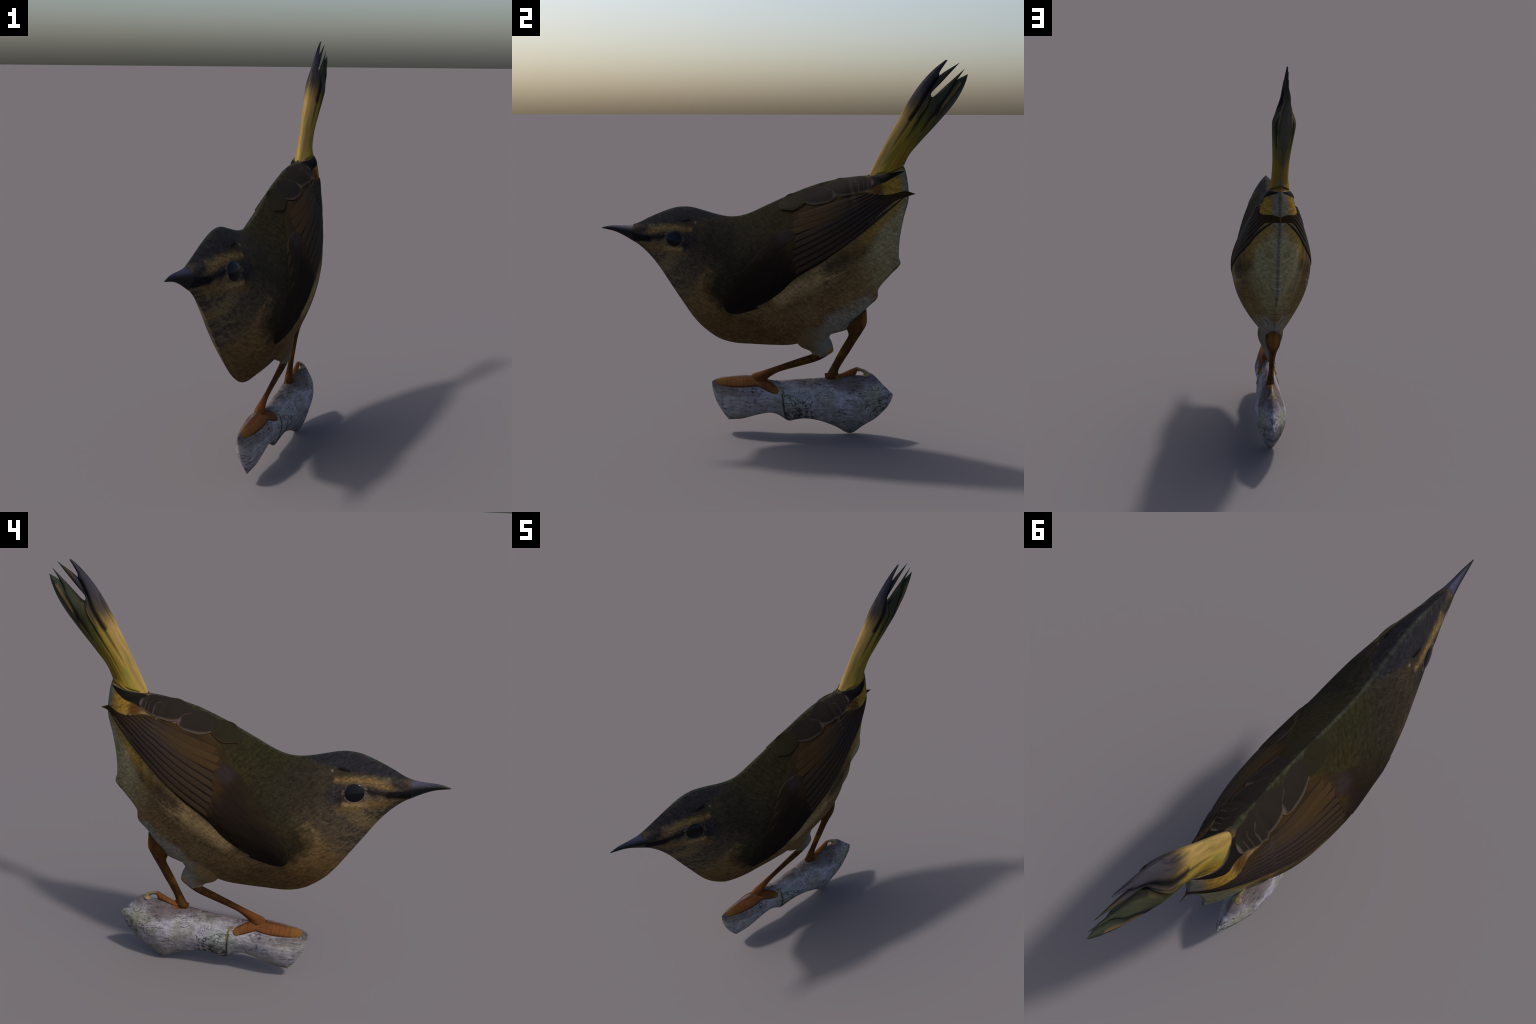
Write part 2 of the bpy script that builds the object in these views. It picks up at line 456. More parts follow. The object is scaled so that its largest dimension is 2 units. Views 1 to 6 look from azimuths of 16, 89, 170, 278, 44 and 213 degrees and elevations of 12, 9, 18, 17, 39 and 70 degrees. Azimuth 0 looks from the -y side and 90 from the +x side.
def tail_material():
    """Yellow root, olive middle with dark lines, slate-black ends, greyish trailing edge."""
    p = Paint("tail_plumage", 0.8, 0.1)
    # l: distance from the root along the tail, w: from the trailing edge (-) to the leading edge (+)
    l = p.m("ADD", p.m("MULTIPLY", p.m("SUBTRACT", p.y, 0.556), 0.52), p.m("MULTIPLY", p.m("SUBTRACT", p.z, 1.438), 0.854))
    w = p.m("ADD", p.m("MULTIPLY", p.m("SUBTRACT", p.y, 0.556), -0.854), p.m("MULTIPLY", p.m("SUBTRACT", p.z, 1.438), 0.52))
    v = p.turned(58.7, 4, 60, warp=1.2)
    streak = p.noise(1.0, v, 4.0)
    lw = p.m("ADD", l, p.m("MULTIPLY", p.m("SUBTRACT", streak, 0.5), 0.28))
    across, along = p.attribute("across"), p.attribute("along")
    yellow = p.mix(see(124, 102, 34), see(136, 112, 64), p.ramp01(w, 0.0, 0.075))
    yellow = p.mix(yellow, see(112, 86, 20), p.ramp01(w, 0.0, -0.05))
    olive = p.mix(see(78, 80, 34), see(46, 46, 32), p.ramp01(lw, 0.22, 0.42))
    c = p.mix(yellow, olive, p.m("MULTIPLY", p.ramp01(lw, 0.10, 0.32), p.ramp01(w, 0.03, -0.015)))
    c = p.mix(c, see(58, 48, 34), p.both(p.ramp01(lw, 0.25, 0.40), p.ramp01(w, -0.01, 0.03)))
    c = p.mix(c, see(48, 46, 54), p.both(p.ramp01(lw, 0.33, 0.50), p.ramp01(w, -0.01, 0.02)))
    c = p.mix(c, see(40, 48, 38), p.both(p.ramp01(lw, 0.42, 0.54), p.ramp01(w, 0.02, -0.03)), 0.7)
    c = p.mix(c, see(72, 72, 64), p.ramp01(p.m("ADD", w, p.m("MULTIPLY", l, 0.10)), -0.036, -0.06), 0.85)   # grey trailing edge
    c = p.mix(c, see(120, 96, 60), p.both(p.stroke((0.72, 1.615), (0.925, 1.88), 0.006, 0.9, 0.6), p.ramp01(lw, 0.15, 0.25)), 0.6)
    c = p.mix(c, see(10, 8, 10), p.stroke((0.672, 1.70), (0.800, 1.905), 0.011, 0.8, 0.5), 0.9)
    # dark lines along the borders between feathers
    gap = p.ramp01(p.m("ABSOLUTE", across), 0.50, 0.95)
    inner = p.m("MULTIPLY", p.ramp01(w, 0.075, 0.055), p.ramp01(w, -0.085, -0.055))
    c = p.mix(c, see(12, 10, 8), p.m("MULTIPLY", p.m("MULTIPLY", gap, inner), p.ramp01(along, 0.15, 0.5)), 0.85)
    c = p.mix(c, see(18, 16, 14), p.both(p.ramp01(streak, 0.54, 0.64), p.both(p.ramp01(lw, 0.14, 0.34), p.ramp01(w, 0.03, 0.0))), 0.8)
    c = p.mix(c, see(92, 100, 44), p.both(p.ramp01(p.noise(1.0, p.turned(58.7, 5, 26, third=4.0)), 0.52, 0.66), p.ramp01(lw, 0.40, 0.25)), 0.5)
    c = p.mix(c, see(16, 15, 17), p.both(p.ramp01(streak, 0.53, 0.66), p.ramp01(lw, 0.34, 0.46)), 0.75)
    c = p.grain(c, streak, 0.72, 1.28)
    return p.finish(c, streak, 0.3, 0.003)


def leg_material():
    p = Paint("leg_scales", 0.7, 0.1)
    n = p.noise(30.0)
    c = p.mix(see(74, 46, 14), see(52, 32, 9), p.ramp01(n, 0.35, 0.65))
    c = p.mix(c, see(124, 84, 22), p.blob(0.29, 0.455, 0.04, 0.03, 0, 0.6), 0.9)
    c = p.mix(c, see(104, 68, 20), p.blob(0.47, 0.63, 0.022, 0.045, 0, 0.6), 0.9)
    c = p.mix(c, see(86, 48, 18), p.side((0.0, 0.36), 250, 0.03), 0.8)
    return p.finish(c, n, 0.2, 0.002)


def thigh_material():
    p = Paint("thigh_down", 0.9, 0.1)
    s = p.noise(1.0, p.turned(-40, 10, 80, warp=3.0))
    c = p.mix(see(94, 78, 52), see(106, 102, 92), p.side((0.20, 0.49), -20, 0.06, 0.08))
    c = p.mix(c, see(96, 84, 76), p.blob(0.23, 0.44, 0.05, 0.025, -20, 0.6), 0.7)
    c = p.mix(c, see(124, 88, 26), p.blob(0.288, 0.452, 0.028, 0.018, 40, 0.6), 0.9)
    c = p.grain(c, s, 0.78, 1.2)
    return p.finish(c, s, 0.3, 0.003)


def toe_material():
    p = Paint("toe_scales", 0.7, 0.1)
    along = p.attribute("along")
    bands = p.noise(1.0, p.turned(0, 120, 20), 2.0)
    c = p.mix(see(98, 60, 28), see(80, 46, 22), p.ramp01(bands, 0.35, 0.70))
    c = p.mix(c, see(54, 28, 13), p.ramp01(p.m("ABSOLUTE", p.attribute("across")), 0.45, 1.0), 0.8)  # edges darkened to draw the shade on the toe's sides
    c = p.mix(c, see(116, 86, 34), p.ramp01(along, 0.6, 1.0), 0.5)
    return p.finish(c, bands, 0.35, 0.003)


def claw_material():
    p = Paint("claw_horn", 0.45, 0.4)
    return p.finish(p.mix(see(116, 100, 66), see(86, 74, 48), p.ramp01(p.noise(50.0), 0.4, 0.6)))


def bark_material():
    """Pale weathered bark: greyish white skin, thin dark checks, black lichen specks, brown worn top."""
    p = Paint("pale_bark", 0.9, 0.1)
    grain = p.noise(1.0, p.turned(-4, 14, 75, warp=3.0), 6.0, 0.65)
    blotch = p.noise(30.0, detail=5.0)
    broad = p.noise(8.0, detail=4.0)
    c = p.mix(see(150, 146, 156), see(134, 131, 128), p.ramp01(broad, 0.38, 0.62))
    c = p.mix(c, see(138, 138, 120), p.blob(0.52, 0.21, 0.06, 0.07, 20, 0.4), 0.7)
    c = p.mix(c, see(132, 138, 132), p.blob(0.06, 0.17, 0.09, 0.07, 0, 0.4), 0.7)
    top = p.m("SUBTRACT", p.z, p.m("ADD", p.m("MULTIPLY", p.y, 0.06), 0.29))
    c = p.mix(c, see(74, 63, 62), p.ramp01(p.ragged(top, 0.09, 18), -0.050, 0.005), 0.85)
    c = p.mix(c, see(84, 72, 72), p.blob(0.37, 0.285, 0.11, 0.035, -12, 0.6, 1.0), 0.75)
    c = p.mix(c, see(96, 86, 88), p.blob(-0.22, 0.225, 0.12, 0.024, -4, 0.7, 1.0), 0.7)
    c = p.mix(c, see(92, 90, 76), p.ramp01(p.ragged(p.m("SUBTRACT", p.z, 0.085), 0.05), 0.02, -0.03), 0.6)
    # thin checks that run with the branch, broken up in patches
    check = p.noise(1.0, p.turned(-6, 7, 40, warp=1.6), 3.0)
    line = p.ramp01(p.m("ABSOLUTE", p.m("SUBTRACT", check, 0.5)), 0.020, 0.004)
    patchy = p.ramp01(p.noise(7.0, p.turned(0, 1, 1, third=3.0), 2.0), 0.42, 0.55)
    c = p.mix(c, see(48, 43, 42), p.both(line, patchy), 0.85)
    plate = p.noise(11.0, p.turned(0, 1, 1, third=6.0), 4.0)
    rim = p.ramp01(p.m("ABSOLUTE", p.m("SUBTRACT", plate, 0.5)), 0.020, 0.004)
    lichen = p.m("MAXIMUM", p.blob(0.13, 0.15, 0.12, 0.09, 0, 0.4), p.blob(0.53, 0.18, 0.08, 0.11, 0, 0.4))
    c = p.mix(c, see(44, 41, 41), p.both(rim, lichen), 0.85)
    specks = p.both(p.ramp01(p.voronoi(46.0, p.turned(0, 1, 1.7, third=1.0)), 0.30, 0.16),
                    p.ramp01(p.noise(9.0, p.turned(0, 1, 1, third=9.0), 3.0), 0.50, 0.62))
    c = p.mix(c, see(44, 41, 41), specks, 0.85)
    c = p.mix(c, see(40, 38, 38), p.both(p.blob(0.10, 0.105, 0.10, 0.04, 8, 0.5, 0.9), p.ramp01(blotch, 0.48, 0.56)), 0.9)
    c = p.mix(c, see(60, 54, 48), p.both(p.side((0.53, 0.20), -10, 0.05), p.ramp01(blotch, 0.48, 0.58)), 0.7)
    c = p.mix(c, see(38, 34, 32), p.stroke((0.024, 0.22), (0.036, 0.10), 0.005, 0.7, 1.6, 40), 0.85)
    c = p.grain(c, grain, 0.72, 1.20)
    c = p.grain(c, blotch, 0.70, 1.15)
    c = p.grain(c, p.noise(110.0, detail=3.0), 0.88, 1.10)
    height = p.m("SUBTRACT", p.m("ADD", grain, p.m("MULTIPLY", blotch, 0.5)), p.m("MULTIPLY", p.m("MAXIMUM", line, rim), 0.5))
    return p.finish(c, height, 0.5, 0.005)


PLUMAGE, BEAK, EYE = plumage_material(), beak_material(), eye_material()
WING, TAIL = wing_material(), tail_material()
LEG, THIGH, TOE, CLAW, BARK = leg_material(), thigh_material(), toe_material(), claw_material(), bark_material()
REMEX = vane_material("flight_feather_vane", see(46, 35, 24), see(34, 26, 20), see(42, 35, 36), 0.15, 0.12, dark_side=0.45)
PANEL = vane_material("wing_panel_vane", see(52, 38, 19), see(44, 32, 18), see(46, 37, 32), 0.15, 0.12, dark_side=0.10)
SCALE = vane_material("back_feather_vane", see(28, 23, 19), see(66, 56, 48), None, 0.17, 0.15)
MOSSY = vane_material("mantle_feather_vane", see(30, 26, 14), see(50, 38, 22), None, 0.10, 0.15)
TERTIAL = vane_material("rump_feather_vane", see(14, 11, 10), see(58, 50, 46), None, 0.10, 0.15)

# ------------------------------------------------------------------ the bird's body
bird = thing("perched_bird", "small olive brown warbler with yellow tail, leaning forward", "bird")

# upper profile point, lower profile point, half thickness, where it is thickest (0 top .. 1 bottom)
BODY = [
    ((-0.975, 1.114), (-0.975, 1.109), 0.002, 0.50), ((-0.928, 1.125), (-0.911, 1.095), 0.010, 0.48),
    ((-0.859, 1.127), (-0.860, 1.074), 0.018, 0.48), ((-0.820, 1.130), (-0.810, 1.046), 0.026, 0.46),
    ((-0.775, 1.141), (-0.765, 1.018), 0.038, 0.45), ((-0.712, 1.172), (-0.704, 0.961), 0.052, 0.47),
    ((-0.633, 1.206), (-0.654, 0.898), 0.071, 0.47), ((-0.566, 1.228), (-0.598, 0.814), 0.090, 0.45),
    ((-0.504, 1.233), (-0.541, 0.730), 0.108, 0.43), ((-0.460, 1.227), (-0.486, 0.650), 0.124, 0.42),
    ((-0.388, 1.207), (-0.441, 0.596), 0.143, 0.41), ((-0.327, 1.191), (-0.390, 0.552), 0.160, 0.43),
    ((-0.271, 1.183), (-0.334, 0.516), 0.173, 0.45), ((-0.222, 1.186), (-0.283, 0.498), 0.183, 0.48),
    ((-0.168, 1.201), (-0.232, 0.489), 0.189, 0.49), ((-0.082, 1.241), (-0.149, 0.486), 0.194, 0.50),
    ((0.041, 1.298), (-0.036, 0.483), 0.201, 0.51), ((0.100, 1.324), (0.069, 0.487), 0.203, 0.51),
    ((0.162, 1.348), (0.190, 0.522), 0.198, 0.505), ((0.215, 1.366), (0.300, 0.556), 0.188, 0.485),
    ((0.266, 1.379), (0.380, 0.585), 0.175, 0.46), ((0.310, 1.389), (0.440, 0.640), 0.160, 0.44),
    ((0.340, 1.394), (0.469, 0.695), 0.149, 0.43), ((0.356, 1.396), (0.524, 0.752), 0.139, 0.43),
    ((0.372, 1.398), (0.529, 0.800), 0.134, 0.40), ((0.384, 1.400), (0.550, 0.832), 0.127, 0.40),
    ((0.394, 1.401), (0.596, 0.885), 0.120, 0.39), ((0.405, 1.403), (0.643, 0.940), 0.109, 0.39),
    ((0.420, 1.404), (0.635, 0.972), 0.106, 0.40), ((0.430, 1.405), (0.633, 1.015), 0.102, 0.42),
    ((0.440, 1.405), (0.639, 1.094), 0.095, 0.44), ((0.450, 1.406), (0.655, 1.186), 0.087, 0.46),
    ((0.458, 1.407), (0.678, 1.290), 0.073, 0.48), ((0.463, 1.409), (0.668, 1.390), 0.062, 0.50),
    ((0.468, 1.414), (0.656, 1.440), 0.038, 0.54), ((0.474, 1.418), (0.648, 1.458), 0.016, 0.54),
]
body_v, body_f = loft([(*s, 0.0) for s in BODY], 380, 72, breast)
whole = fix_normals(new_mesh("body_surface", body_v, body_f, PLUMAGE))
SURFACE = BVHTree.FromPolygons([v.co.copy() for v in whole.vertices], [tuple(f.vertices) for f in whole.polygons])


def region(c):
    """Which part of the body surface a face belongs to, from where it lies in the side plane."""
    y, z = c.y, c.z
    if y < -0.800:
        return "beak"
    if (y + 0.27) * 0.39 + (z - 1.20) * -0.31 < -0.0:
        return "head"
    return "torso"


normals = [v.normal.copy() for v in whole.vertices]
groups = {}
for f in whole.polygons:
    groups.setdefault(region(f.center), []).append(f)
PARTS = {}
for key, polys in groups.items():
    used = {}
    faces = [tuple(used.setdefault(i, len(used)) for i in f.vertices) for f in polys]
    me = new_mesh(key, [whole.vertices[i].co for i in used], faces, BEAK if key == "beak" else PLUMAGE)
    me.normals_split_custom_set_from_vertices([normals[i] for i in used])
    PARTS[key] = new_object(key, me, bird)
head, torso = PARTS["head"], PARTS["torso"]
bpy.data.meshes.remove(whole)


def drape(yz):
    """Half thickness of the body under points of the side plane (0 outside its outline)."""
    out = np.zeros(len(yz))
    for i, (y, z) in enumerate(yz):
        hit = SURFACE.ray_cast(Vector((1.0, y, z)), Vector((-1, 0, 0)))[0]
        out[i] = hit.x if hit is not None else 0.0
    return out


def shell(name, rows_a, rows_b, side, lift, crown, material, parent, across=13, sunk=0.22, bunch=1.6):
    """A thin feather draped on the body between two edge curves, with its own rim and depth."""
    n = len(rows_a)
    t = np.linspace(-1, 1, across)
    yz = (rows_a[:, None] * (1 - t)[None, :, None] + rows_b[:, None] * (1 + t)[None, :, None]) / 2
    flat = yz.reshape(-1, 2)
    h = drape(flat)
    s = np.repeat(1 - (1 - np.linspace(0, 1, n)) ** bunch, across)
    tt = np.tile(t, n)
    edge = np.sqrt(np.clip(1 - np.abs(tt) ** 4, 0, 1)) * np.sqrt(np.clip(1 - smoothstep(s, 0.8, 1.0) ** 2, 0, 1))
    rise = smoothstep(s, 0, sunk)                 # the root comes out from under the plumage
    ridge = 0.25 + 0.75 * smoothstep(h, 0.0, 0.06)   # feathers lie flatter where the two sides meet
    up = h + ((lift + 0.004) * rise - 0.004 + crown * edge * rise) * ridge
    low = np.maximum(h - 0.006, 0)
    up = np.maximum(up, low + 0.001)
    top = np.c_[up * side, flat]
    bot = np.c_[low * side, flat]
    V = np.vstack([top, bot])
    o = n * across
    F = []
    for r in range(n - 1):
        for c in range(across - 1):
            a, b, d, e = r * across + c, r * across + c + 1, (r + 1) * across + c + 1, (r + 1) * across + c
            F += [(a, b, d, e), (o + e, o + d, o + b, o + a)]
    ring = ([r * across for r in range(n)] + [(n - 1) * across + c for c in range(1, across)]
            + [r * across + across - 1 for r in range(n - 2, -1, -1)] + [c for c in range(across - 2, 0, -1)])
    for i, a in enumerate(ring):
        b = ring[(i + 1) % len(ring)]
        F.append((a, o + a, o + b, b))
    me = new_mesh(name, V, F, material, {"across": np.r_[tt, tt], "along": np.r_[s, s]})
    import bmesh
    bm = bmesh.new()
    bm.from_mesh(me)
    bmesh.ops.remove_doubles(bm, verts=bm.verts, dist=1e-5)
    bmesh.ops.recalc_face_normals(bm, faces=bm.faces)
    bm.to_mesh(me)
    bm.free()
    me.polygons.foreach_set("use_smooth", [True] * len(me.polygons))
    me.set_sharp_from_angle(angle=math.radians(50))
    return new_object(name, me, parent)


def leaf_edges(spine, width, n=26, blunt=0.5, root=0.55):
    """Edges of a feather along a spine: root fraction of the width at the base, rounded or pointed tip."""
    c = curve(spine, n)
    d = np.gradient(c, axis=0)
    d /= np.linalg.norm(d, axis=1)[:, None] + 1e-9
    nrm = np.stack([-d[:, 1], d[:, 0]], 1)
    s = np.linspace(0, 1, n)
    s2 = 1 - (1 - s) ** 1.6                    # more rows near the tip
    c = np.stack([np.interp(s2, s, c[:, j]) for j in (0, 1)], 1)
    nrm = np.stack([np.interp(s2, s, nrm[:, j]) for j in (0, 1)], 1)
    w = width * (root + (1 - root) * smoothstep(s2, 0, 0.5)) * np.clip(1 - s2 ** (2 / blunt), 0, 1) ** blunt
    return c + nrm * w[:, None], c - nrm * w[:, None]


# ------------------------------------------------------------------ wings
WING_EDGE = [
    ((-0.284, 0.716), (-0.288, 0.700)), ((-0.277, 0.777), (-0.240, 0.676)), ((-0.213, 0.874), (-0.120, 0.706)),
    ((-0.108, 1.004), (-0.062, 0.744)), ((-0.040, 1.083), (0.026, 0.811)), ((0.021, 1.138), (0.084, 0.870)),
    ((0.082, 1.211), (0.150, 0.915)), ((0.132, 1.246), (0.229, 0.961)), ((0.286, 1.290), (0.310, 1.021)),
    ((0.395, 1.310), (0.404, 1.101)), ((0.453, 1.322), (0.480, 1.177)), ((0.530, 1.310), (0.542, 1.238)),
    ((0.581, 1.312), (0.599, 1.275)), ((0.657, 1.328), (0.667, 1.297)), ((0.713, 1.3125), (0.713, 1.3115)),
]
# flight feathers: where each leaves the coverts, and where its tip lies
FLIGHT = [(((0.045, 0.010, -0.025)[k] if k < 3 else -0.075 + 0.006 * k, (1.172, 1.128, 1.078)[k] if k < 3 else 1.115 - 0.034 * k), (0.235 + 0.0085 * k, 1.232 - 0.025 * k),
           (0.462 + 0.026 * k, 1.318 - 0.0012 * k)) for k in range(9)]
COVERTS = [   # dark coverts over the bend of the wing: root, tip, half width
    ((-0.275, 0.71), (-0.05, 0.765), 0.050), ((-0.265, 0.75), (-0.01, 0.830), 0.050),
    ((-0.235, 0.81), (0.040, 0.885), 0.052), ((-0.200, 0.86), (0.070, 0.945), 0.052),
    ((-0.160, 0.915), (0.085, 1.005), 0.050), ((-0.120, 0.965), (0.090, 1.060), 0.048),
    ((-0.080, 1.01), (0.088, 1.110), 0.044),
]
BACK = [      # rounded pale-rimmed feathers on the back: root, tip, half width, material
    ((0.360, 1.350), (0.492, 1.372), 0.036, SCALE), ((0.340, 1.348), (0.470, 1.364), 0.040, SCALE),
    ((0.320, 1.346), (0.452, 1.358), 0.044, SCALE), ((0.225, 1.337), (0.432, 1.350), 0.048, SCALE),
    ((0.085, 1.283), (0.300, 1.310), 0.048, SCALE), ((-0.010, 1.235), (0.142, 1.290), 0.044, MOSSY),
]
RUMP = [      # blackish pointed feathers lying across the root of the tail
    ((0.450, 1.378), (0.560, 1.402), (0.652, 1.432), 0.022), ((0.430, 1.375), (0.530, 1.385), (0.600, 1.404), 0.022),
    ((0.425, 1.368), (0.500, 1.374), (0.560, 1.390), 0.022), ((0.420, 1.362), (0.480, 1.364), (0.525, 1.376), 0.022),
]
for side in (1, -1):
    A = curve([a for a, b in WING_EDGE], 90)
    B = curve([b for a, b in WING_EDGE], 90)
    wing = shell("wing", A, B, side, 0.001, 0.003, WING, bird, 41, 0.02, 1.0)
    for k, spine in enumerate(FLIGHT):
        a, b = leaf_edges(spine, 0.021 - 0.0006 * k, 40, 0.9, 0.75)
        shell("flight_feather", a, b, side, 0.0032 + 0.0003 * (len(FLIGHT) - k), 0.0010,
              PANEL if k < 3 else REMEX, wing, 11)
    for k, (r, tip, w) in enumerate(COVERTS):
        mid = ((r[0] + tip[0]) / 2, (r[1] + tip[1]) / 2 + 0.004)
        a, b = leaf_edges((r, mid, tip), w, 30, 0.5, 0.6)
        shell("covert_feather", a, b, side, 0.0048 + 0.0003 * k, 0.001, WING, wing, 13)
    for r, mid, tip, w in RUMP:
        a, b = leaf_edges((r, mid, tip), w, 30, 0.9, 0.8)
        shell("rump_feather", a, b, side, 0.0015, 0.001, TERTIAL, wing, 11)
    for k, (r, tip, w, mat) in enumerate(BACK):
        a, b = leaf_edges((r, ((r[0] + tip[0]) / 2, (r[1] + tip[1]) / 2 + 0.004), tip), w, 40, 0.5, 0.35)
        shell("back_feather", a, b, side, 0.003 + 0.0006 * k, 0.002, mat, wing, 21, 0.1)

# ------------------------------------------------------------------ eyes
for side in (1, -1):
    n, m = 20, 40
    V, F = [], []
    cy, cz, ry, rz = -0.558, 1.066, 0.046, 0.043
    for i in range(n + 1):
        r = math.sin(math.pi / 2 * i / n)
        for j in range(m):
            a = 2 * math.pi * j / m
            V.append((cy + ry * r * math.cos(a), cz + rz * r * math.sin(a), math.sqrt(max(0, 1 - r * r))))
    h = drape([(v[0], v[1]) for v in V])
    base = h[n * m:].mean()
    P = [(side * (hh - 0.003 + 0.009 * v[2]), v[0], v[1]) for v, hh in zip(V, h)]
    for i in range(n):
        for j in range(m):
            F.append((i * m + j, i * m + (j + 1) % m, (i + 1) * m + (j + 1) % m, (i + 1) * m + j))
    o = len(P)
    P += [(x - side * 0.02, y, z) for x, y, z in P[n * m:]]
    F += [(n * m + j, n * m + (j + 1) % m, o + (j + 1) % m, o + j) for j in range(m)]
    F.append(tuple(o + j for j in range(m)))
    new_object("eye", fix_normals(new_mesh("eye", P, F, EYE)), head)

# ------------------------------------------------------------------ tail
LEADING = [(0.462, 1.398), (0.510, 1.500), (0.559, 1.595), (0.613, 1.698), (0.658, 1.783), (0.711, 1.865),
           (0.752, 1.916), (0.798, 1.962), (0.848, 2.002)]
TRAILING = [(0.650, 1.462), (0.677, 1.518), (0.735, 1.589), (0.802, 1.664), (0.871, 1.745), (0.908, 1.796),
            (0.936, 1.846), (0.955, 1.894), (0.964, 1.930)]
GAP1 = [(0.520, 1.410), (0.560, 1.500), (0.612, 1.590), (0.675, 1.690), (0.735, 1.785), (0.785, 1.870), (0.819, 1.922)]
GAP2 = [(0.570, 1.425), (0.602, 1.500), (0.652, 1.590), (0.715, 1.690), (0.762, 1.775), (0.779, 1.815)]
GAP3 = [(0.615, 1.445), (0.645, 1.510), (0.700, 1.590), (0.770, 1.690), (0.840, 1.790), (0.885, 1.862), (0.910, 1.901)]
TIPS = [(0.859, 2.001), (0.923, 1.990), (0.949, 1.959), (0.964, 1.930)]
EDGES = [
    (LEADING, GAP1 + [(0.819, 1.937), TIPS[0]]), (GAP1 + [TIPS[1]], GAP2 + [(0.780, 1.833), (0.828, 1.885), (0.876, 1.938), TIPS[1]]),
    (GAP2 + [(0.788, 1.813), (0.843, 1.863), (0.896, 1.911), TIPS[2]], GAP3 + [TIPS[2]]), (GAP3 + [TIPS[3]], TRAILING),
]


def between(P, a, b):
    """Cushion thickness of a plate between two edge curves."""
    da, db = polyline_distance(P, a), polyline_distance(P, b)
    w = da + db
    return 0.53 * w / 2 * cushion(np.clip((db - da) / np.maximum(w, 1e-6), -1, 1))


lead, trail = curve(LEADING, 60), curve(TRAILING, 60)
inner2, inner3 = curve(EDGES[1][1], 60, 0.3), curve(EDGES[2][0], 60, 0.3)
AXIS, ROOT = np.array([0.52, 0.854]), np.array([0.556, 1.438])

tail = lofted_part("tail", [((0.470, 1.402), (0.640, 1.455), 0.046, 0.5, 0), ((0.515, 1.50), (0.672, 1.516), 0.036, 0.5, 0),
                            ((0.564, 1.595), (0.730, 1.587), 0.036, 0.5, 0), ((0.618, 1.69), (0.790, 1.655), 0.034, 0.5, 0),
                            ((0.66, 1.765), (0.800, 1.70), 0.015, 0.5, 0)], 40, 20, TAIL, bird)
for k, (ea, eb) in enumerate(EDGES):
    n, m = 90, 13
    a, b = curve(ea, n, 0.3), curve(eb, n, 0.3)
    t = np.linspace(-1, 1, m)
    yz = ((a[:, None] * (1 - t)[None, :, None] + b[:, None] * (1 + t)[None, :, None]) / 2).reshape(-1, 2)
    tt, s = np.tile(t, n), np.repeat(np.linspace(0, 1, n), m)
    l = (yz - ROOT) @ AXIS
    whole_h = between(yz, lead, trail)
    pair_h = between(yz, lead, inner2) if k < 2 else between(yz, inner3, trail)
    width = np.repeat(np.linalg.norm(a - b, axis=1), m)
    own_h = 0.5 * width / 2 * cushion(tt)
    tip_l = (np.array(TIPS[k]) - ROOT) @ AXIS
    h = whole_h + (pair_h - whole_h) * smoothstep(l, 0.37, 0.48)
    h = h + (own_h - h) * smoothstep(l, (0.44 if k < 2 else 0.50), min(0.54 if k < 2 else 0.57, tip_l - 0.002))
    groove = 0.0035 * smoothstep(np.abs(tt), 0.6, 1.0) * smoothstep(l, 0.03, 0.2)
    h = np.maximum(h - groove, 0.0008)
    V = np.vstack([np.c_[h, yz], np.c_[-h, yz]])
    o, F = n * m, []
    for r in range(n - 1):
        for c in range(m - 1):
            i, j, q, e = r * m + c, r * m + c + 1, (r + 1) * m + c + 1, (r + 1) * m + c
            F += [(i, j, q, e), (o + e, o + q, o + j, o + i)]
    ring = ([r * m for r in range(n)] + [(n - 1) * m + c for c in range(1, m)]
            + [r * m + m - 1 for r in range(n - 2, -1, -1)] + [c for c in range(m - 2, 0, -1)])
    F += [(i, o + i, o + ring[(q + 1) % len(ring)], ring[(q + 1) % len(ring)]) for q, i in enumerate(ring)]
    me = new_mesh("tail_feather", V, F, TAIL, {"across": np.r_[tt, tt], "along": np.r_[s, s]})
    fix_normals(me)
    me.set_sharp_from_angle(angle=math.radians(60))
    new_object("tail_feather", me, tail)

# ------------------------------------------------------------------ legs and feet
lofted_part("thigh", [((0.06, 0.60), (0.32, 0.63), 0.060, 0.45, 0), ((0.080, 0.53), (0.300, 0.575), 0.066, 0.45, 0),
                      ((0.116, 0.477), (0.272, 0.536), 0.052, 0.5, 0), ((0.160, 0.458), (0.283, 0.512), 0.035, 0.5, 0),
                      ((0.176, 0.446), (0.291, 0.485), 0.028, 0.5, 0), ((0.180, 0.432), (0.293, 0.456), 0.022, 0.5, 0),
                      ((0.182, 0.424), (0.262, 0.432), 0.018, 0.5, 0), ((0.184, 0.418), (0.215, 0.405), 0.012, 0.5, 0)],
            40, 24, THIGH, bird)
leg = lofted_part("leg", [((0.262, 0.470), (0.294, 0.456), 0.010, 0.5, 0), ((0.212, 0.450), (0.247, 0.421), 0.018, 0.5, 0),
                          ((0.168, 0.434), (0.205, 0.399), 0.017, 0.5, 0), ((0.070, 0.398), (0.115, 0.370), 0.013, 0.5, 0),
                          ((-0.035, 0.358), (0.033, 0.345), 0.012, 0.5, 0), ((-0.100, 0.335), (-0.014, 0.327), 0.015, 0.5, 0),
                          ((-0.145, 0.318), (-0.062, 0.293), 0.022, 0.5, 0), ((-0.160, 0.300), (-0.070, 0.270), 0.026, 0.5, 0)],
                  60, 16, LEG, bird)
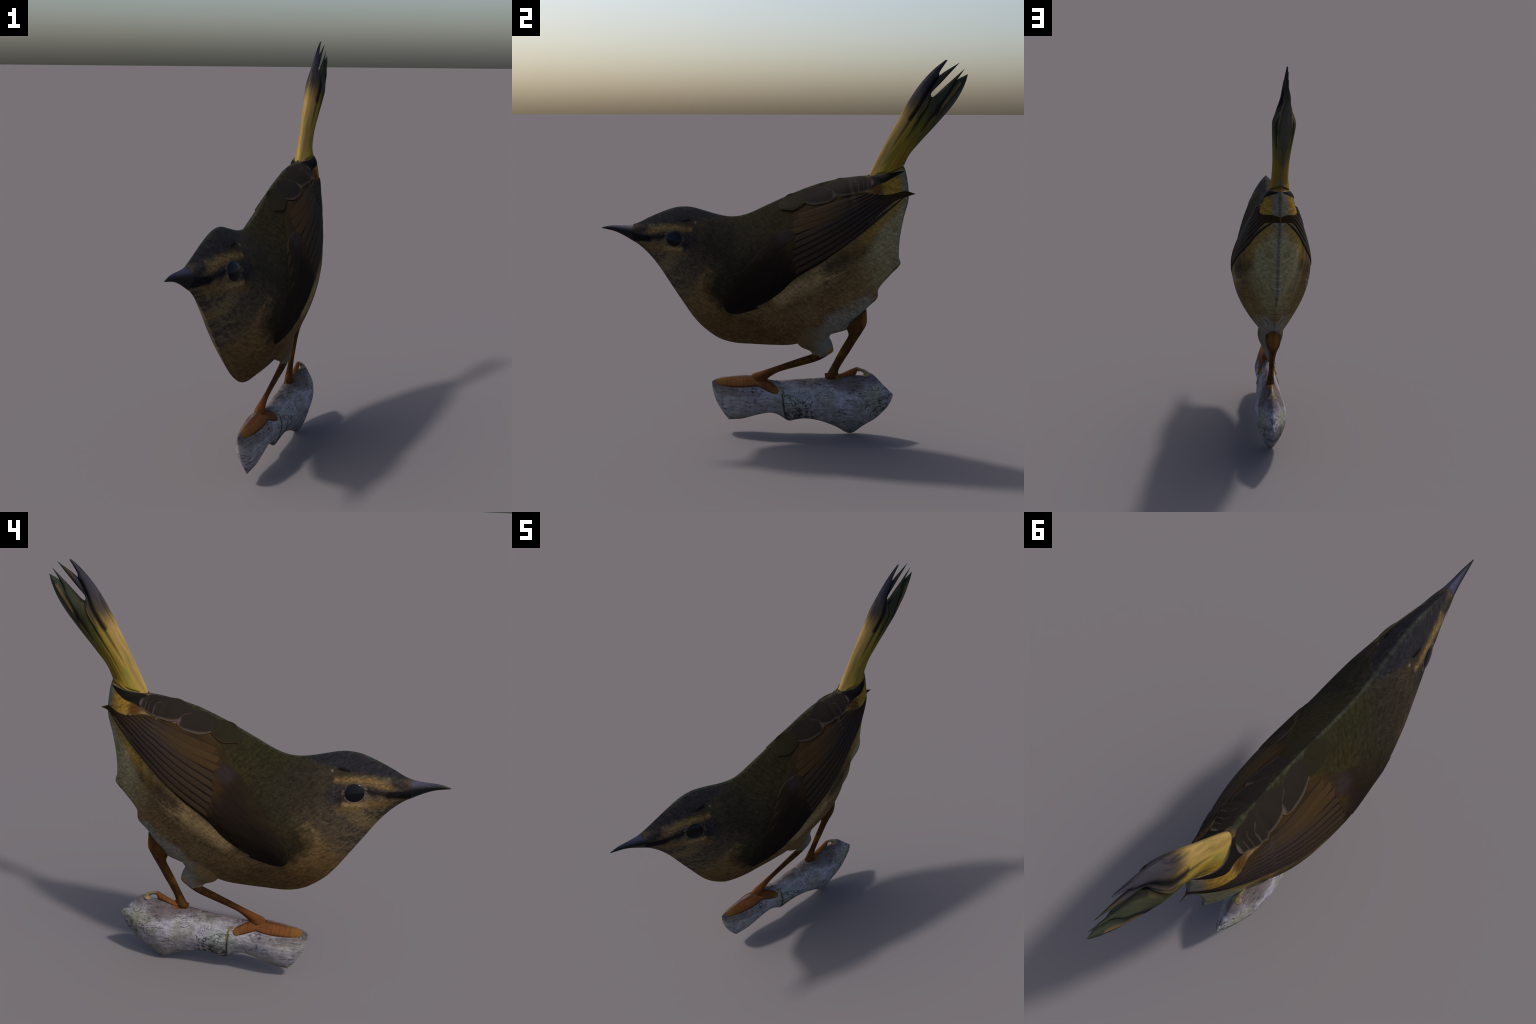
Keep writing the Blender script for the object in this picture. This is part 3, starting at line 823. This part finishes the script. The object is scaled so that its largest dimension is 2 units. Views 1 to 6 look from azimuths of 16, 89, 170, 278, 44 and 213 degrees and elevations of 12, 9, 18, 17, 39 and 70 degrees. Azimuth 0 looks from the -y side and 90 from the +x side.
rear_leg = lofted_part("leg", [((0.36, 0.600), (0.469, 0.690), 0.040, 0.5, 0), ((0.368, 0.572), (0.4705, 0.612), 0.034, 0.45, 0),
                               ((0.374, 0.548), (0.452, 0.573), 0.022, 0.45, 0), ((0.350, 0.500), (0.415, 0.512), 0.015, 0.45, 0),
                               ((0.322, 0.450), (0.380, 0.452), 0.014, 0.45, 0), ((0.296, 0.397), (0.354, 0.410), 0.013, 0.45, 0),
                               ((0.268, 0.344), (0.323, 0.350), 0.018, 0.45, 0), ((0.248, 0.306), (0.326, 0.318), 0.022, 0.45, 0)],
                       60, 16, LEG, bird)

# ------------------------------------------------------------------ the branch
perch = thing("bark_branch", "short pale weathered branch piece with cracked bark", "branch")
BRANCH = [
    ((-0.370, 0.269), (-0.276, 0.056), 0.001, 0.50, -0.024), ((-0.362, 0.275), (-0.262, 0.057), 0.020, 0.50, -0.020),
    ((-0.345, 0.285), (-0.240, 0.059), 0.036, 0.52, -0.012), ((-0.310, 0.296), (-0.203, 0.063), 0.051, 0.54, 0.0),
    ((-0.245, 0.304), (-0.155, 0.077), 0.060, 0.52, 0.0), ((-0.182, 0.311), (-0.118, 0.088), 0.063, 0.50, 0.0),
    ((-0.120, 0.302), (-0.070, 0.099), 0.060, 0.50, 0.0), ((-0.085, 0.296), (-0.035, 0.101), 0.057, 0.50, 0.0),
    ((-0.062, 0.291), (0.004, 0.089), 0.056, 0.48, 0.0), ((-0.040, 0.287), (0.052, 0.061), 0.057, 0.42, 0.0),
    ((0.010, 0.287), (0.090, 0.067), 0.060, 0.48, 0.0), ((0.060, 0.292), (0.135, 0.075), 0.063, 0.51, 0.0),
    ((0.122, 0.298), (0.188, 0.073), 0.066, 0.50, 0.0), ((0.190, 0.304), (0.251, 0.059), 0.069, 0.48, 0.0),
    ((0.250, 0.310), (0.314, 0.036), 0.075, 0.45, 0.0), ((0.330, 0.318), (0.392, 0.0015), 0.081, 0.43, 0.0),
    ((0.395, 0.326), (0.459, 0.045), 0.076, 0.48, 0.0), ((0.455, 0.330), (0.495, 0.068), 0.066, 0.52, 0.0),
    ((0.495, 0.342), (0.526, 0.088), 0.055, 0.55, 0.0), ((0.553, 0.292), (0.576, 0.138), 0.034, 0.52, 0.0),
    ((0.600, 0.245), (0.606, 0.182), 0.015, 0.5, 0.0), ((0.619, 0.228), (0.619, 0.220), 0.002, 0.5, 0.0),
]
bv, bf = loft(BRANCH, 200, 48)
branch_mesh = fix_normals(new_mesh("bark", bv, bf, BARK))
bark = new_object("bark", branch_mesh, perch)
body_surface = SURFACE
SURFACE = BVHTree.FromPolygons([v.co.copy() for v in branch_mesh.vertices], [tuple(f.vertices) for f in branch_mesh.polygons])

# toes lie on the bark on both sides
for side in (1, -1):
    for spine, w in ((((-0.085, 0.288), (-0.20, 0.279), (-0.345, 0.270)), 0.028),
                     (((-0.120, 0.284), (-0.062, 0.262), (0.000, 0.232)), 0.023)):
        a, b = leaf_edges(spine, w, 30, 0.4, 0.9)
        shell("toe", a, b, side, 0.001, 0.005, TOE, leg, 13, 0.08)
    a, b = leaf_edges(((-0.005, 0.262), (0.024, 0.240), (0.032, 0.185)), 0.006, 16, 0.9, 0.9)
    shell("claw", a, b, side, 0.001, 0.003, CLAW, leg, 7, 0.08)
    a, b = leaf_edges(((0.250, 0.318), (0.290, 0.322), (0.330, 0.312)), 0.018, 24, 0.5, 0.8)
    shell("toe", a, b, side, 0.001, 0.005, TOE, rear_leg, 13, 0.08)
toe = lofted_part("toe", [((0.300, 0.330), (0.315, 0.300), 0.022, 0.5, 0), ((0.328, 0.332), (0.340, 0.306), 0.018, 0.5, 0),
                          ((0.375, 0.353), (0.385, 0.316), 0.014, 0.5, 0), ((0.412, 0.370), (0.417, 0.330), 0.011, 0.5, 0),
                          ((0.421, 0.374), (0.424, 0.346), 0.009, 0.5, 0)], 30, 12, TOE, rear_leg)
lofted_part("claw", [((0.419, 0.374), (0.419, 0.348), 0.008, 0.5, 0), ((0.440, 0.369), (0.440, 0.3495), 0.008, 0.5, 0),
                     ((0.462, 0.361), (0.453, 0.345), 0.009, 0.5, 0), ((0.482, 0.350), (0.459, 0.337), 0.012, 0.5, 0),
                     ((0.500, 0.334), (0.450, 0.318), 0.022, 0.5, 0)], 30, 12, CLAW, rear_leg)
